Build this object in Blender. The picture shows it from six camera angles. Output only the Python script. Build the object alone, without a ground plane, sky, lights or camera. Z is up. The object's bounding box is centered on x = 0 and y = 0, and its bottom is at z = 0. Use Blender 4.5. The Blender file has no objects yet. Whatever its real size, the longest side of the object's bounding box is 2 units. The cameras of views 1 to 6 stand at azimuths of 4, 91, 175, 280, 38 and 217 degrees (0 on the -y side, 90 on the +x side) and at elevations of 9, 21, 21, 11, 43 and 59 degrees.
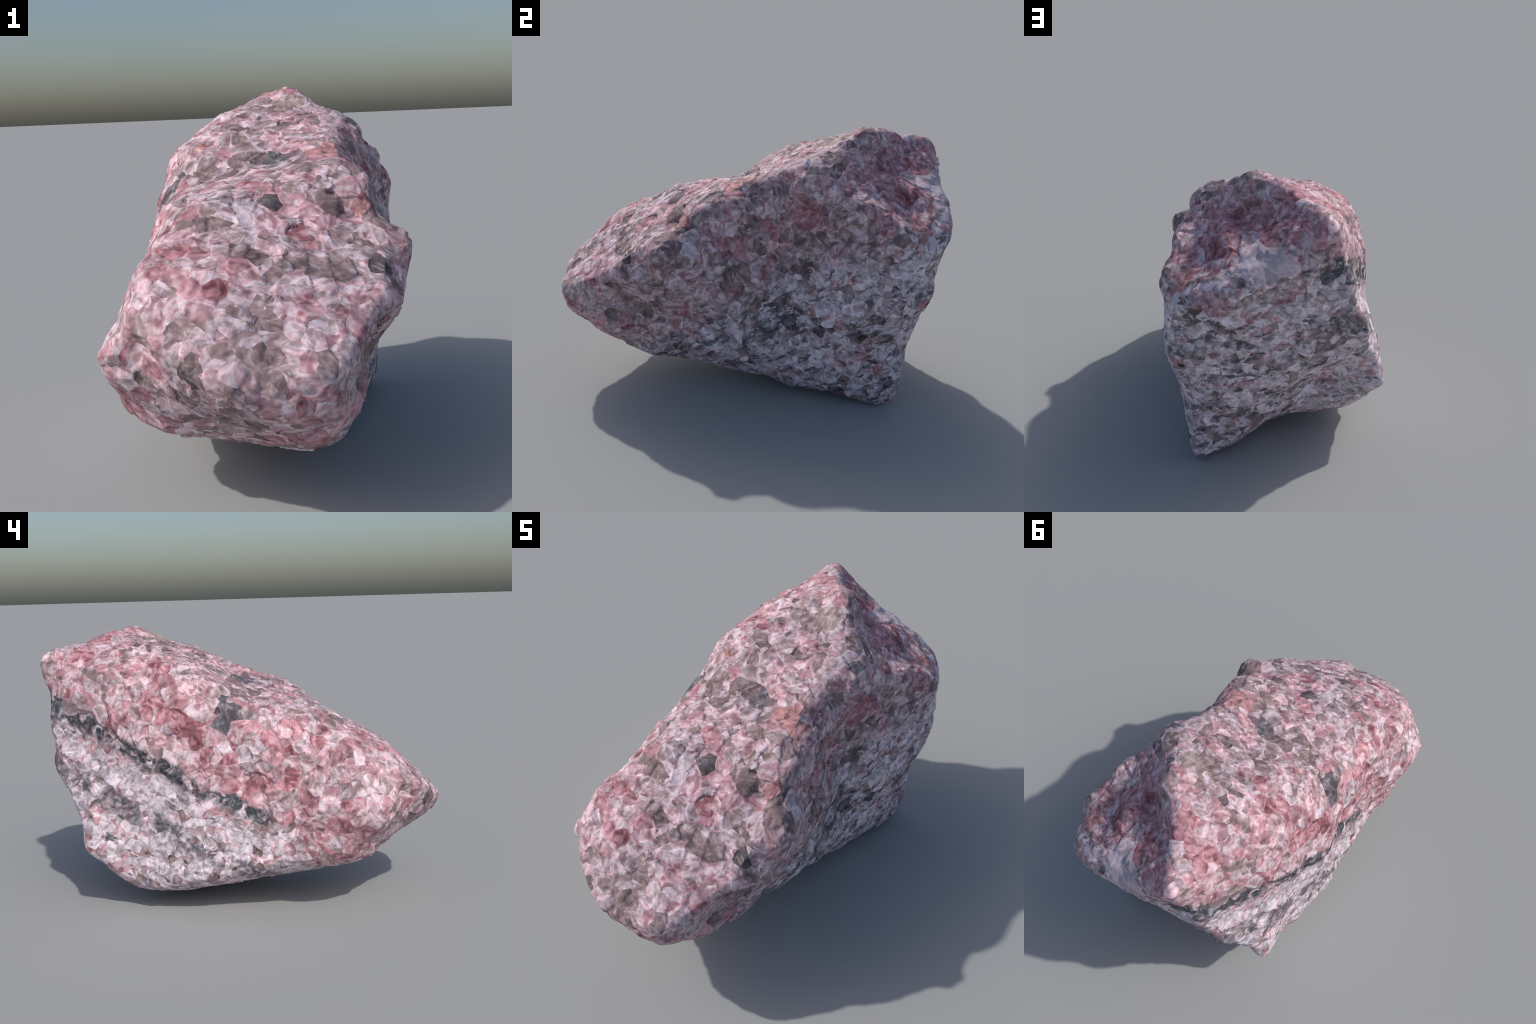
"""A single broken block of pink granite, tilted up on one lower corner.

The block is described the way a geologist would: a core point, the fracture
faces that bound it, and the swells and hollows left on those faces when it
broke.  Mineral grains (one Voronoi cell = one crystal) then tilt the surface
into small facets, and the same cells carry the mineral colours.
"""
import math
import bpy
import bmesh
import numpy as np

# ----------------------------------------------------------------- the block
CORE = np.array((0.0, 0.05, 0.66))     # metres, inside the block
EDGE_SHARPNESS = 45.0                  # higher = crisper arrises between faces
GRAIN = 15.0                           # crystals per metre
FINE_GRAIN = 22.0                      # smaller crystals of the grey layer
GRAIN_RELIEF = 0.25                    # tilt of a crystal face
SUBDIVISIONS = 8

# <shape>
FRACTURE_FACES = [  # faces_at azimuth, elevation, distance from CORE
    (203.6, 74.3, 0.903),  # top
    (347.5, 67.2, 0.446),  # top
    (279.2, 61.2, 0.580),  # top
    (53.4, 55.9, 0.534),  # top
    (25.2, 51.1, 0.522),  # top
    (132.1, 49.2, 0.883),  # back right
    (123.9, 48.9, 0.722),  # back right
    (349.2, 43.1, 0.693),  # front nose
    (282.7, 30.5, 0.499),  # left side
    (163.3, 28.8, 0.983),  # back
    (83.4, 11.5, 0.444),  # right side
    (255.7, 10.7, 0.568),  # left side
    (106.3, 8.8, 0.693),  # right side
    (228.3, 3.9, 0.909),  # back left
    (269.4, 2.4, 0.472),  # left side
    (10.6, -0.1, 1.025),  # front nose
    (199.8, -6.4, 0.891),  # back
    (67.4, -7.8, 0.611),  # front right
    (155.2, -10.3, 0.910),  # back right
    (82.8, -11.8, 0.435),  # right side
    (106.7, -14.0, 0.691),  # right side
    (188.1, -14.2, 0.801),  # back
    (322.8, -27.0, 0.869),  # front left
    (197.9, -28.6, 0.766),  # back
    (74.0, -42.5, 0.579),  # right side
    (280.4, -43.1, 0.665),  # left side
    (347.5, -55.3, 0.752),  # underside
    (305.5, -71.5, 0.603),  # underside
    (41.0, -76.0, 0.619),  # underside
    (219.9, -76.7, 0.669),  # underside
]
SWELLS = [  # azimuth, elevation, angular radius, height
    (169.1, 55.8, 0.06, 0.0164),  # top
    (230.3, 64.9, 0.09, 0.0230),  # top
    (46.9, 44.8, 0.12, 0.0134),  # front right
    (53.1, 38.3, 0.09, 0.0208),  # front right
    (121.7, 49.5, 0.06, 0.0200),  # back right
    (172.5, 51.6, 0.06, 0.0523),  # top
    (204.6, 44.6, 0.06, 0.0166),  # back left
    (208.9, 48.2, 0.06, 0.0214),  # back left
    (247.8, 44.8, 0.09, 0.0332),  # left side
    (136.2, 32.7, 0.06, 0.0402),  # back right
    (140.5, 29.8, 0.06, 0.0313),  # back right
    (143.1, 22.8, 0.06, 0.0266),  # back right
    (160.8, 33.7, 0.06, 0.0171),  # back
    (220.5, 25.2, 0.09, 0.0143),  # back left
    (334.0, 29.1, 0.06, 0.0164),  # front left
    (340.8, 33.7, 0.12, 0.0314),  # front nose
    (7.2, 11.5, 0.09, 0.0162),  # front nose
    (17.0, 7.6, 0.06, 0.0147),  # front nose
    (43.7, 13.2, 0.06, 0.0445),  # front right
    (44.7, 9.2, 0.17, 0.1030),  # front right
    (47.0, 15.5, 0.06, 0.0283),  # front right
    (90.0, 7.9, 0.17, 0.0247),  # right side
    (141.9, 18.8, 0.12, 0.0410),  # back right
    (141.9, 18.8, 0.06, 0.0426),  # back right
    (157.5, 15.2, 0.06, 0.0356),  # back
    (163.4, 19.0, 0.06, 0.0295),  # back
    (172.5, 19.4, 0.06, 0.0197),  # back
    (330.7, 7.5, 0.06, 0.0405),  # front left
    (10.4, -3.8, 0.06, 0.0186),  # front nose
    (31.7, 0.0, 0.06, 0.0400),  # front right
    (38.1, -4.7, 0.09, 0.0563),  # front right
    (38.1, 4.7, 0.06, 0.0213),  # front right
    (48.1, -7.0, 0.06, 0.0211),  # front right
    (138.6, -7.0, 0.06, 0.0232),  # back right
    (153.5, -3.8, 0.06, 0.0239),  # back right
    (156.2, 0.0, 0.06, 0.0141),  # back right
    (206.5, 3.8, 0.06, 0.0229),  # back left
    (254.5, 4.7, 0.12, 0.0104),  # left side
    (43.7, -13.2, 0.09, 0.0234),  # front right
    (133.0, -15.5, 0.09, 0.0366),  # back right
    (220.2, -10.8, 0.09, 0.0286),  # back left
    (221.6, -21.2, 0.09, 0.0426),  # back left
    (254.5, -9.3, 0.17, 0.0225),  # left side
    (323.0, -8.5, 0.09, 0.0499),  # front left
    (332.0, -11.3, 0.06, 0.0216),  # front left
    (5.2, -23.6, 0.09, 0.0138),  # front nose
    (22.6, -37.3, 0.06, 0.0257),  # front right
    (24.0, -22.6, 0.06, 0.0263),  # front right
    (130.7, -26.4, 0.09, 0.0157),  # back right
    (166.2, -34.4, 0.09, 0.0112),  # back
    (214.6, -31.2, 0.09, 0.0167),  # back left
    (216.9, -22.8, 0.06, 0.0284),  # back left
    (218.4, -34.4, 0.06, 0.0220),  # back left
    (337.5, -26.3, 0.06, 0.0146),  # front nose
    (26.2, -40.8, 0.06, 0.0275),  # front right
    (58.3, -45.0, 0.09, 0.0145),  # front right
    (133.1, -44.8, 0.06, 0.0196),  # back right
    (148.4, -40.3, 0.12, 0.0487),  # back right
    (220.6, -46.5, 0.06, 0.0151),  # back left
    (260.8, -41.0, 0.12, 0.0179),  # left side
    (121.7, -58.5, 0.09, 0.0195),  # underside
    (212.5, -55.6, 0.09, 0.0185),  # underside
    (37.3, -70.8, 0.12, 0.0080),  # underside
]
HOLLOWS = [  # azimuth, elevation, angular radius, depth
    (0.0, 82.1, 0.17, 0.0326),  # top
    (277.0, 70.3, 0.12, 0.0144),  # top
    (339.8, 67.6, 0.12, 0.0107),  # top
    (109.3, 53.3, 0.06, 0.0195),  # top
    (149.1, 59.6, 0.06, 0.0225),  # top
    (184.1, 55.0, 0.06, 0.0218),  # top
    (281.8, 54.3, 0.09, 0.0238),  # top
    (301.7, 54.0, 0.17, 0.0448),  # top
    (82.5, 51.3, 0.12, 0.0169),  # top
    (102.9, 43.9, 0.17, 0.0624),  # right side
    (126.9, 38.3, 0.06, 0.0369),  # back right
    (159.2, 41.0, 0.06, 0.0117),  # back
    (170.7, 41.5, 0.06, 0.0323),  # back
    (185.9, 38.3, 0.06, 0.0483),  # back
    (296.7, 47.3, 0.06, 0.0190),  # front left
    (306.9, 38.3, 0.09, 0.0267),  # front left
    (0.0, 23.6, 0.09, 0.0111),  # front nose
    (10.5, 31.3, 0.09, 0.0304),  # front nose
    (32.2, 24.1, 0.12, 0.0124),  # front right
    (35.8, 26.6, 0.06, 0.0285),  # front right
    (44.6, 28.1, 0.06, 0.0143),  # front right
    (79.4, 36.5, 0.09, 0.0147),  # right side
    (117.7, 33.6, 0.09, 0.0313),  # back right
    (134.9, 23.6, 0.06, 0.0262),  # back right
    (157.5, 26.3, 0.06, 0.0197),  # back
    (169.5, 31.3, 0.06, 0.0180),  # back
    (177.2, 35.1, 0.09, 0.0543),  # back
    (195.0, 22.7, 0.06, 0.0462),  # back
    (202.6, 37.3, 0.06, 0.0212),  # back left
    (238.3, 31.5, 0.06, 0.0176),  # back left
    (73.9, 17.5, 0.17, 0.0200),  # right side
    (105.5, 9.3, 0.35, 0.1217),  # right side
    (106.1, 17.5, 0.24, 0.0335),  # right side
    (126.0, 20.0, 0.12, 0.0299),  # back right
    (132.0, 11.5, 0.06, 0.0247),  # back right
    (133.9, 19.6, 0.06, 0.0143),  # back right
    (138.4, 21.2, 0.06, 0.0359),  # back right
    (208.0, 11.3, 0.06, 0.0243),  # back left
    (278.1, 21.0, 0.12, 0.0188),  # left side
    (326.6, 20.3, 0.06, 0.0233),  # front left
    (2.4, -3.8, 0.06, 0.0265),  # front nose
    (58.3, 4.5, 0.12, 0.0345),  # front right
    (74.5, -4.7, 0.12, 0.0127),  # right side
    (121.7, 4.5, 0.12, 0.0493),  # back right
    (125.1, -2.3, 0.09, 0.0361),  # back right
    (131.9, -2.3, 0.06, 0.0184),  # back right
    (184.0, 0.0, 0.09, 0.0094),  # back
    (221.4, 7.0, 0.09, 0.0204),  # back left
    (293.6, -4.7, 0.24, 0.0544),  # front left
    (305.1, 6.8, 0.12, 0.0141),  # front left
    (315.3, 0.0, 0.09, 0.0405),  # front left
    (337.5, -3.8, 0.06, 0.0305),  # front nose
    (356.0, 0.0, 0.06, 0.0207),  # front nose
    (12.3, -19.0, 0.06, 0.0301),  # front nose
    (23.9, -11.3, 0.06, 0.0535),  # front right
    (29.3, -7.5, 0.06, 0.0159),  # front right
    (98.1, -21.0, 0.12, 0.0182),  # right side
    (113.5, -9.3, 0.12, 0.0326),  # back right
    (150.0, -17.7, 0.09, 0.0352),  # back right
    (202.5, -15.2, 0.09, 0.0180),  # back
    (229.6, -21.8, 0.06, 0.0117),  # back left
    (265.9, -22.4, 0.12, 0.0116),  # left side
    (347.7, -19.0, 0.06, 0.0104),  # front nose
    (26.0, -29.1, 0.06, 0.0273),  # front right
    (81.4, -29.0, 0.17, 0.0167),  # right side
    (105.0, -34.8, 0.17, 0.0382),  # right side
    (118.0, -24.6, 0.12, 0.0334),  # back right
    (117.7, -33.6, 0.09, 0.0261),  # back right
    (177.2, -35.1, 0.09, 0.0061),  # back
    (190.5, -31.3, 0.24, 0.0274),  # back
    (192.9, -27.0, 0.12, 0.0329),  # back
    (197.9, -26.4, 0.06, 0.0268),  # back
    (204.0, -22.6, 0.06, 0.0334),  # back left
    (206.0, -29.1, 0.06, 0.0119),  # back left
    (228.3, -35.6, 0.09, 0.0349),  # back left
    (233.9, -24.5, 0.06, 0.0204),  # back left
    (297.9, -29.1, 0.12, 0.0254),  # front left
    (311.7, -35.6, 0.06, 0.0126),  # front left
    (37.3, -38.9, 0.06, 0.0137),  # front right
    (146.2, -51.6, 0.06, 0.0286),  # underside
    (173.4, -45.2, 0.06, 0.0296),  # back
    (186.6, -45.2, 0.09, 0.0362),  # back
    (200.8, -41.0, 0.09, 0.0108),  # back
    (227.7, -40.3, 0.06, 0.0148),  # back left
    (356.9, -41.9, 0.09, 0.0199),  # front nose
    (66.4, -60.3, 0.09, 0.0237),  # underside
    (101.6, -65.9, 0.09, 0.0130),  # underside
]
# </shape>


def direction(azimuth, elevation):
    a, e = math.radians(azimuth), math.radians(elevation)
    return np.array((math.sin(a) * math.cos(e), -math.cos(a) * math.cos(e), math.sin(e)))


def block_radius(dirs):
    """Distance from CORE to the surface along each unit direction."""
    slopes = np.stack([dirs @ direction(a, e) / d for a, e, d in FRACTURE_FACES], axis=1)
    slopes = np.maximum(slopes, 1e-6)
    top = slopes.max(axis=1, keepdims=True)
    reach = top[:, 0] * ((slopes / top) ** EDGE_SHARPNESS).sum(axis=1) ** (1.0 / EDGE_SHARPNESS)
    radius = 1.0 / reach
    for sign, relief in ((1.0, SWELLS), (-1.0, HOLLOWS)):
        for a, e, width, height in relief:
            radius = radius + sign * height * np.exp((dirs @ direction(a, e) - 1.0) / width ** 2)
    return radius


# ----------------------------------------------------------------- node helpers
class Nodes:
    """Thin wrapper that makes node graphs readable."""

    def __init__(self, tree):
        self.tree = tree

    def node(self, kind, **props):
        n = self.tree.nodes.new(kind)
        for key, value in props.items():
            setattr(n, key, value)
        return n

    def put(self, socket, value):
        if isinstance(value, bpy.types.NodeSocket):
            self.tree.links.new(value, socket)
        else:
            socket.default_value = value

    def math(self, op, a, b=0.0, c=0.0, clamp=False):
        n = self.node("ShaderNodeMath", operation=op, use_clamp=clamp)
        for s, v in zip(n.inputs, (a, b, c)):
            self.put(s, v)
        return n.outputs[0]

    def vec(self, op, a, b=(0, 0, 0), scale=None):
        n = self.node("ShaderNodeVectorMath", operation=op)
        self.put(n.inputs[0], a)
        if op not in ("LENGTH", "NORMALIZE", "SCALE"):
            self.put(n.inputs[1], b)
        if scale is not None:
            self.put(n.inputs["Scale"], scale)
        return n.outputs["Value"] if op in ("DOT_PRODUCT", "LENGTH", "DISTANCE") else n.outputs["Vector"]

    def remap(self, v, a, b, lo=0.0, hi=1.0, smooth=True):
        n = self.node("ShaderNodeMapRange", interpolation_type="SMOOTHSTEP" if smooth else "LINEAR")
        for s, x in zip(n.inputs, (v, a, b, lo, hi)):
            self.put(s, x)
        return n.outputs[0]

    def noise(self, vector, scale, detail=3.0, rough=0.5, distortion=0.0):
        n = self.node("ShaderNodeTexNoise")
        self.put(n.inputs["Vector"], vector)
        n.inputs["Scale"].default_value = scale
        n.inputs["Detail"].default_value = detail
        n.inputs["Roughness"].default_value = rough
        n.inputs["Distortion"].default_value = distortion
        return n

    def voronoi(self, vector, scale, feature="F1", randomness=1.0):
        n = self.node("ShaderNodeTexVoronoi", feature=feature)
        self.put(n.inputs["Vector"], vector)
        n.inputs["Scale"].default_value = scale
        n.inputs["Randomness"].default_value = randomness
        return n

    def split(self, colour):
        n = self.node("ShaderNodeSeparateXYZ")
        self.put(n.inputs[0], colour)
        return n.outputs

    def mix(self, fac, a, b, blend="MIX"):
        n = self.node("ShaderNodeMix", data_type="RGBA", blend_type=blend)
        self.put(n.inputs["Factor"], fac)
        for key, v in (("A", a), ("B", b)):
            sock = [s for s in n.inputs if s.name == key and s.type == "RGBA"][0]
            self.put(sock, v if isinstance(v, bpy.types.NodeSocket) else (*v, 1.0))
        return [s for s in n.outputs if s.type == "RGBA"][0]

    def ramp(self, fac, stops, interpolation="LINEAR"):
        n = self.node("ShaderNodeValToRGB")
        r = n.color_ramp
        r.interpolation = interpolation
        while len(r.elements) < len(stops):
            r.elements.new(0.5)
        for el, (pos, col) in zip(r.elements, stops):
            el.position, el.color = pos, (*col, 1.0)
        self.put(n.inputs[0], fac)
        return n.outputs[0]


def bedding_height(g, pos, wobble):
    """Signed height above the grey layer's top; the layer dips towards -y."""
    h = g.vec("DOT_PRODUCT", pos, (0.0, -0.52 / 1.127, 1.0 / 1.127))
    h = g.math("SUBTRACT", h, 0.565 / 1.127)
    return g.math("ADD", h, wobble)


def grain_cells(g, pos):
    """Coarse and fine crystals; returns both Voronoi nodes and the fine-grain mask."""
    warp = g.noise(pos, 14.0, 2.0)
    w = g.vec("SCALE", g.vec("SUBTRACT", warp.outputs["Color"], (0.5, 0.5, 0.5)), scale=0.030)
    p = g.vec("ADD", pos, w)
    return g.voronoi(p, GRAIN), g.voronoi(p, FINE_GRAIN), p


def fine_mask(g, pos):
    n = g.noise(pos, 5.0, 2.0)
    h = bedding_height(g, pos, g.math("MULTIPLY_ADD", n.outputs["Fac"], 0.5, -0.25))
    in_layer = g.remap(h, 0.03, -0.10)
    patches = g.remap(g.noise(g.vec("ADD", pos, (3.1, 1.7, 0.4)), 9.0, 2.0).outputs["Fac"], 0.58, 0.66)
    return g.math("MAXIMUM", in_layer, patches)


# ----------------------------------------------------------------- mesh
def build_block():
    bm = bmesh.new()
    bmesh.ops.create_icosphere(bm, subdivisions=SUBDIVISIONS, radius=1.0)
    mesh = bpy.data.meshes.new("granite_rock")
    bm.to_mesh(mesh)
    bm.free()
    co = np.empty(len(mesh.vertices) * 3, dtype=np.float32)
    mesh.vertices.foreach_get("co", co)
    dirs = co.reshape(-1, 3).astype(float)
    dirs /= np.linalg.norm(dirs, axis=1)[:, None]
    pts = CORE + dirs * block_radius(dirs)[:, None]
    mesh.vertices.foreach_set("co", pts.astype(np.float32).ravel())
    mesh.update()
    return bpy.data.objects.new("granite_rock", mesh)


def crystal_facets_modifier(obj):
    """Geometry nodes: tilt the surface of every crystal by its own random slope."""
    tree = bpy.data.node_groups.new("crystal_facets", "GeometryNodeTree")
    tree.interface.new_socket("Geometry", in_out="INPUT", socket_type="NodeSocketGeometry")
    tree.interface.new_socket("Geometry", in_out="OUTPUT", socket_type="NodeSocketGeometry")
    g = Nodes(tree)
    inp, out = g.node("NodeGroupInput"), g.node("NodeGroupOutput")
    pos = g.node("GeometryNodeInputPosition").outputs[0]
    normal = g.node("GeometryNodeInputNormal").outputs[0]
    coarse, fine, p = grain_cells(g, pos)

    def facet(cell, tilt, at=p):
        slope = g.vec("SUBTRACT", cell.outputs["Color"], (0.5, 0.5, 0.5))
        away = g.vec("SUBTRACT", at, cell.outputs["Position"])
        return g.math("MULTIPLY", g.vec("DOT_PRODUCT", slope, away), tilt)

    big, small = facet(coarse, GRAIN_RELIEF), facet(fine, GRAIN_RELIEF)
    m = fine_mask(g, pos)
    height = g.math("ADD", g.math("MULTIPLY", big, g.math("SUBTRACT", 1.0, g.math("MULTIPLY", m, 0.6))), g.math("MULTIPLY", small, 0.22))
    # chips: hand-sized flakes knocked off at random angles
    aside = g.vec("ADD", p, (0.37, 0.11, 0.23))
    height = g.math("ADD", height, facet(g.voronoi(aside, 6.5), 0.08, aside))
    lumps = g.noise(pos, 9.0, 2.0, 0.5).outputs["Fac"]
    height = g.math("ADD", height, g.math("MULTIPLY_ADD", lumps, 0.016, -0.008))
    move = g.node("GeometryNodeSetPosition")
    g.put(move.inputs["Offset"], g.vec("SCALE", normal, scale=height))
    tree.links.new(inp.outputs[0], move.inputs["Geometry"])
    tree.links.new(move.outputs[0], out.inputs[0])
    mod = obj.modifiers.new("crystal_facets", "NODES")
    mod.node_group = tree


# ----------------------------------------------------------------- minerals
ROSE, PINK, MAUVE = (0.34, 0.130, 0.155), (0.485, 0.222, 0.258), (0.48, 0.280, 0.322)
PALE_PINK, LILAC, WHITE = (0.61, 0.415, 0.455), (0.63, 0.520, 0.590), (0.71, 0.635, 0.705)
TAUPE, SMOKY, BLACK = (0.375, 0.262, 0.272), (0.230, 0.160, 0.166), (0.050, 0.046, 0.052)
GREY, STEEL, OLIVE = (0.40, 0.340, 0.385), (0.085, 0.095, 0.115), (0.23, 0.205, 0.165)
BROWN, RUST, CREAM, SALMON = (0.32, 0.245, 0.235), (0.46, 0.170, 0.100), (0.70, 0.560, 0.500), (0.55, 0.260, 0.265)

# single conspicuous crystals and clots: x, y, z, radius, mineral
CLOTS = [
    (-0.372, -0.005, 0.992, 0.045, STEEL), (-0.402, 0.017, 0.942, 0.040, STEEL),   # left shoulder
    (-0.340, 0.060, 1.020, 0.030, STEEL), (-0.367, -0.079, 0.969, 0.022, STEEL),
    (-0.241, 0.500, 1.255, 0.030, SMOKY), (-0.148, 0.424, 1.268, 0.026, BLACK),    # crest
    (-0.252, 0.080, 1.127, 0.010, RUST), (0.020, -0.020, 1.072, 0.060, STEEL),
    (-0.080, 0.000, 1.080, 0.050, SMOKY), (0.040, -0.400, 0.935, 0.026, BLACK),
    (0.225, -0.378, 0.932, 0.040, SMOKY), (0.359, -0.559, 0.784, 0.028, BLACK),
    (0.363, -0.050, 0.890, 0.040, SMOKY), (0.300, 0.300, 1.200, 0.050, STEEL),
    (0.384, -0.006, 0.606, 0.020, STEEL), (0.378, 0.010, 0.700, 0.012, BLACK),
    (0.330, 0.180, 0.790, 0.020, STEEL), (0.300, -0.340, 0.285, 0.040, BLACK),
    (0.257, 0.713, 1.118, 0.012, STEEL), (-0.014, 0.898, 1.150, 0.030, SMOKY),
    (0.430, 0.540, 0.510, 0.025, STEEL), (0.354, 0.230, 0.420, 0.032, BLACK),
    (0.356, 0.071, 0.392, 0.035, STEEL), (0.400, 0.386, 0.438, 0.028, BLACK), (0.435, 0.430, 0.438, 0.030, BLACK),
    (0.340, 0.300, 0.740, 0.015, STEEL), (0.458, 0.491, 0.655, 0.035, SMOKY), (0.290, 0.040, 0.205, 0.028, BLACK),
    (-0.300, 0.840, 0.985, 0.045, STEEL), (-0.220, 0.880, 0.985, 0.040, STEEL),
    (-0.434, -0.101, 0.806, 0.035, LILAC), (-0.460, 0.010, 0.840, 0.038, LILAC),
    (-0.060, -0.430, 0.920, 0.060, LILAC), (-0.320, -0.546, 0.831, 0.030, WHITE),
    (0.420, -0.285, 0.850, 0.040, LILAC),
    (0.231, -0.066, 1.098, 0.060, SALMON), (0.144, -0.566, 0.848, 0.035, PINK),     # feldspar
    (0.336, -0.305, 0.956, 0.045, SALMON), (0.345, 0.314, 1.005, 0.070, ROSE),
    (0.127, -0.484, 0.893, 0.025, ROSE), (-0.453, 0.138, 0.905, 0.040, ROSE),
    (0.392, 0.809, 0.958, 0.070, SALMON), (0.294, 0.978, 0.930, 0.060, MAUVE),
    (0.129, 0.405, 1.290, 0.030, WHITE), (0.060, 0.420, 1.290, 0.060, BROWN),
]


def granite_material():
    mat = bpy.data.materials.new("pink_granite")
    mat.use_nodes = True
    tree = mat.node_tree
    tree.nodes.clear()
    g = Nodes(tree)
    pos = g.node("ShaderNodeTexCoord").outputs["Object"]
    coarse, fine, p = grain_cells(g, pos)

    # which of the two grain sizes shows here
    pick_small = g.math("GREATER_THAN", g.math("ADD", fine_mask(g, coarse.outputs["Position"]),
                        g.math("MULTIPLY", g.split(fine.outputs["Color"])[2], 0.6)), 0.62)

    def chosen(name):
        return g.mix(pick_small, coarse.outputs[name], fine.outputs[name])

    cell_colour, cell_pos = chosen("Color"), chosen("Position")
    kind, tone, other = g.split(cell_colour)[0:3]

    # position in the layering, measured at the crystal so whole crystals change
    drift = g.noise(cell_pos, 3.5, 3.0, 0.6).outputs["Fac"]
    h = bedding_height(g, cell_pos, g.math("MULTIPLY_ADD", drift, 0.26, -0.13))
    grey_layer = g.remap(h, 0.06, -0.12)

    # patterns inside a crystal: each crystal has its own offset and cleavage direction
    shifted = g.vec("ADD", pos, g.vec("SCALE", cell_colour, scale=3.0))
    spin = g.node("ShaderNodeVectorRotate", rotation_type="EULER_XYZ")
    g.put(spin.inputs["Vector"], shifted)
    g.put(spin.inputs["Rotation"], g.vec("SCALE", cell_colour, scale=9.0))
    squash = g.vec("MULTIPLY", spin.outputs[0], (1.0, 0.30, 0.55))
    streak = g.noise(squash, 36.0, 2.0, 0.5, 0.8).outputs["Fac"]
    cloud = g.noise(shifted, 16.0, 2.0, 0.5, 0.5).outputs["Fac"]
    haze = g.noise(p, 20.0, 2.0, 0.5, 1.2).outputs["Fac"]        # runs across crystal borders

    # mineral: mostly the crystal's own, clouded inside, clumped at hand size
    clump = g.noise(g.vec("ADD", cell_pos, (7.0, 2.0, 4.0)), 3.8, 3.0, 0.62).outputs["Fac"]
    own = g.math("MULTIPLY_ADD", pick_small, -0.08, 0.50)
    blend = g.math("ADD", 0.53, g.math("MULTIPLY", g.math("SUBTRACT", kind, 0.5), own))
    for part, gain in ((cloud, 0.78), (haze, 0.62), (clump, 1.20)):
        blend = g.math("ADD", blend, g.math("MULTIPLY_ADD", part, gain, -0.5 * gain))
    flank = g.math("MULTIPLY", g.remap(g.split(cell_pos)[0], -0.22, -0.36), g.remap(h, 0.0, 0.06))   # rosier left shoulder
    crown = g.math("MULTIPLY", g.remap(g.split(cell_pos)[1], 0.35, 0.60), g.remap(h, 0.05, 0.15))   # and high end
    blend = g.math("SUBTRACT", blend, g.math("MULTIPLY", g.math("MAXIMUM", flank, crown), 0.17))
    pink_rock = g.ramp(blend, [(0.0, ROSE), (0.12, PINK), (0.32, MAUVE), (0.46, PALE_PINK), (0.55, LILAC),
                               (0.64, TAUPE), (0.80, SMOKY), (0.92, SMOKY), (1.0, (0.10, 0.080, 0.085))])
    grey_rock = g.ramp(blend, [(0.0, PINK), (0.18, MAUVE), (0.32, PALE_PINK), (0.42, WHITE), (0.52, LILAC), (0.60, WHITE),
                               (0.68, GREY), (0.78, TAUPE), (0.90, SMOKY), (1.0, BLACK)])
    colour = g.mix(grey_layer, pink_rock, grey_rock)

    x_side = g.split(pos)[0]
    # biotite: thin dark streaks and clusters lying along the layering
    layered = g.vec("ADD", pos, g.vec("SCALE", (0.0, -0.461, 0.887), scale=g.math("MULTIPLY", bedding_height(g, pos, 0.0), 2.2)))
    flakes = g.noise(g.vec("ADD", layered, g.vec("SCALE", cell_colour, scale=0.05)), 8.5, 3.0, 0.6, 0.4).outputs["Fac"]
    flakes = g.math("MULTIPLY", g.remap(flakes, g.remap(x_side, -0.2, 0.3, 0.57, 0.52), g.remap(x_side, -0.2, 0.3, 0.67, 0.61)), g.math("MULTIPLY_ADD", grey_layer, 0.68, 0.16))
    dark = g.ramp(other, [(0.0, BLACK), (0.45, STEEL), (0.75, STEEL), (0.92, SMOKY), (1.0, GREY)])
    colour = g.mix(flakes, colour, dark)

    # the near-black seam on the left flank, broken up, and a fainter one below it
    x_here, y_here = g.split(pos)[0:2]
    left = g.math("MULTIPLY", g.remap(x_here, -0.05, -0.28), g.remap(y_here, -0.34, -0.14))
    seam_noise = g.noise(g.vec("ADD", pos, (1.3, 0.2, 5.0)), 9.0, 3.0).outputs["Fac"]
    wander = g.noise(pos, 6.0, 3.0).outputs["Fac"]
    hs = bedding_height(g, g.mix(0.85, cell_pos, pos), g.math("MULTIPLY_ADD", wander, 0.08, -0.04))
    for level, width, strength, patchy in ((0.0, 0.058, 1.0, 0.27), (-0.245, 0.075, 0.80, 0.38)):
        d = g.math("ABSOLUTE", g.math("SUBTRACT", hs, level))
        band = g.remap(d, width, width * 0.3)
        gaps = g.remap(seam_noise, patchy - 0.05, patchy + 0.05)
        smear = g.remap(haze, 0.72, 0.46)
        fac = g.math("MULTIPLY", g.math("MULTIPLY", band, g.math("MULTIPLY", gaps, smear)), g.math("MULTIPLY", left, strength))
        colour = g.mix(fac, colour, dark)

    # conspicuous single crystals
    ragged = g.math("MULTIPLY_ADD", other, 0.03, -0.015)
    for x, y, z, radius, mineral in CLOTS:
        d = g.vec("DISTANCE", cell_pos, (x, y, z))
        inside = g.remap(g.math("ADD", d, ragged), radius + 0.018, radius + 0.004)
        colour = g.mix(g.math("MULTIPLY", inside, 0.85), colour, mineral)

    # light and dark cleavage streaks
    veil = g.math("MAXIMUM", g.remap(streak, 0.54, 0.74), g.remap(haze, 0.60, 0.80))
    colour = g.mix(g.math("MULTIPLY", veil, 0.32), colour, (0.75, 0.620, 0.690))
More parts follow.
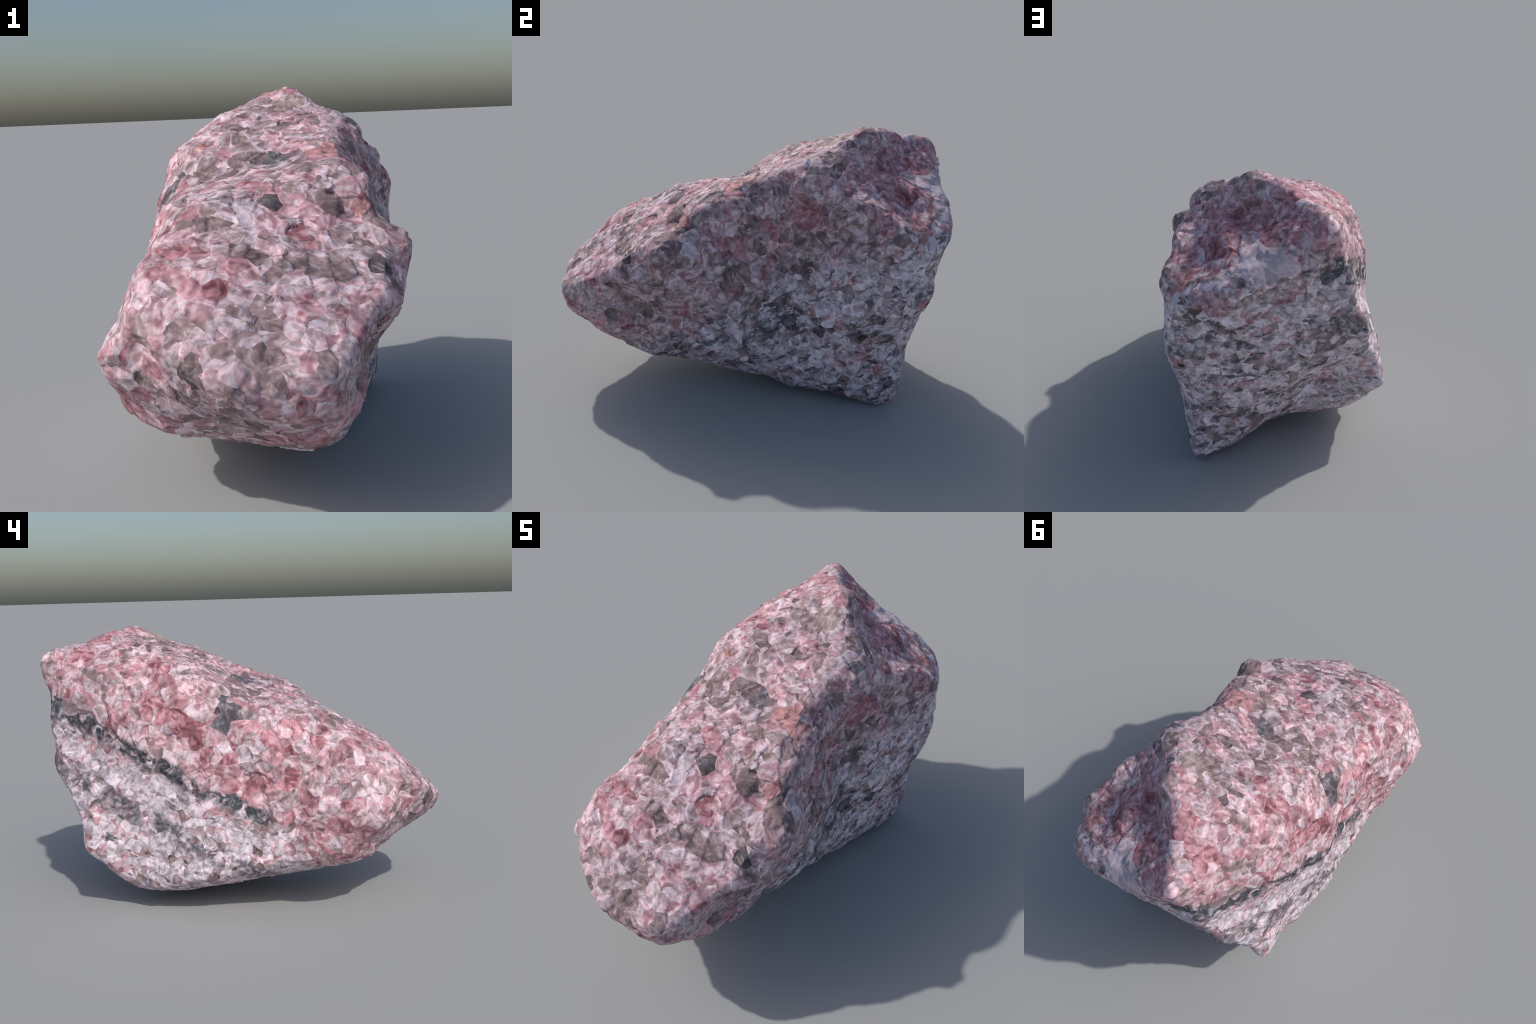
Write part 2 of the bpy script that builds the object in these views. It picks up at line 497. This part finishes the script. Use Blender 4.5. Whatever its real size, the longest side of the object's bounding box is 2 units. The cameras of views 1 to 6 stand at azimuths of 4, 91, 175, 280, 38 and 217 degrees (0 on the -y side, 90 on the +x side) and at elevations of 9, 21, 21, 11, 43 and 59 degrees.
    shade = g.math("ADD", g.remap(streak, 0.28, 0.66, 0.60, 1.20), g.math("MULTIPLY_ADD", tone, 0.30, -0.12))
    shade = g.math("ADD", shade, g.remap(haze, 0.28, 0.70, -0.22, 0.20))
    colour = g.mix(1.0, colour, shade, blend="MULTIPLY")

    # clean pale quartz patches: on the end face under the hollow, and on the arris
    for centre, stretch in (((0.055, 0.925, 1.070), (6.5, 6.5, 15.0)), ((0.265, 0.275, 1.245), (21.0, 21.0, 21.0))):
        reach = g.vec("LENGTH", g.vec("MULTIPLY", g.vec("SUBTRACT", g.mix(0.5, cell_pos, p), centre), stretch))
        colour = g.mix(g.math("MULTIPLY", g.remap(reach, 1.05, 0.65), 0.62), colour, (0.66, 0.59, 0.66))

    bump = g.node("ShaderNodeBump")
    bump.inputs["Strength"].default_value = 0.10
    bump.inputs["Distance"].default_value = 0.01
    g.put(bump.inputs["Height"], streak)
    bsdf = g.node("ShaderNodeBsdfPrincipled")
    g.put(bsdf.inputs["Base Color"], colour)
    bsdf.inputs["Roughness"].default_value = 0.72
    bsdf.inputs["Specular IOR Level"].default_value = 0.25
    g.put(bsdf.inputs["Normal"], bump.outputs[0])
    out = g.node("ShaderNodeOutputMaterial")
    tree.links.new(bsdf.outputs[0], out.inputs[0])
    return mat


def main():
    rock = build_block()
    bpy.context.scene.collection.objects.link(rock)
    crystal_facets_modifier(rock)
    deps = bpy.context.evaluated_depsgraph_get()
    faceted = bpy.data.meshes.new_from_object(rock.evaluated_get(deps), depsgraph=deps)
    rock.modifiers.clear()
    rock.data = faceted
    faceted.name = "granite_rock"
    # stand on the ground, 1.37 m tall
    heights = [v.co.z for v in faceted.vertices]
    low, high = min(heights), max(heights)
    for v in faceted.vertices:
        v.co.z = (v.co.z - low) * 1.37 / (high - low)
    faceted.materials.clear()
    faceted.materials.append(granite_material())
    for poly in faceted.polygons:
        poly.use_smooth = True
    rock["label"] = "angular block of pink and grey speckled granite"
    rock["category"] = "rock"


main()
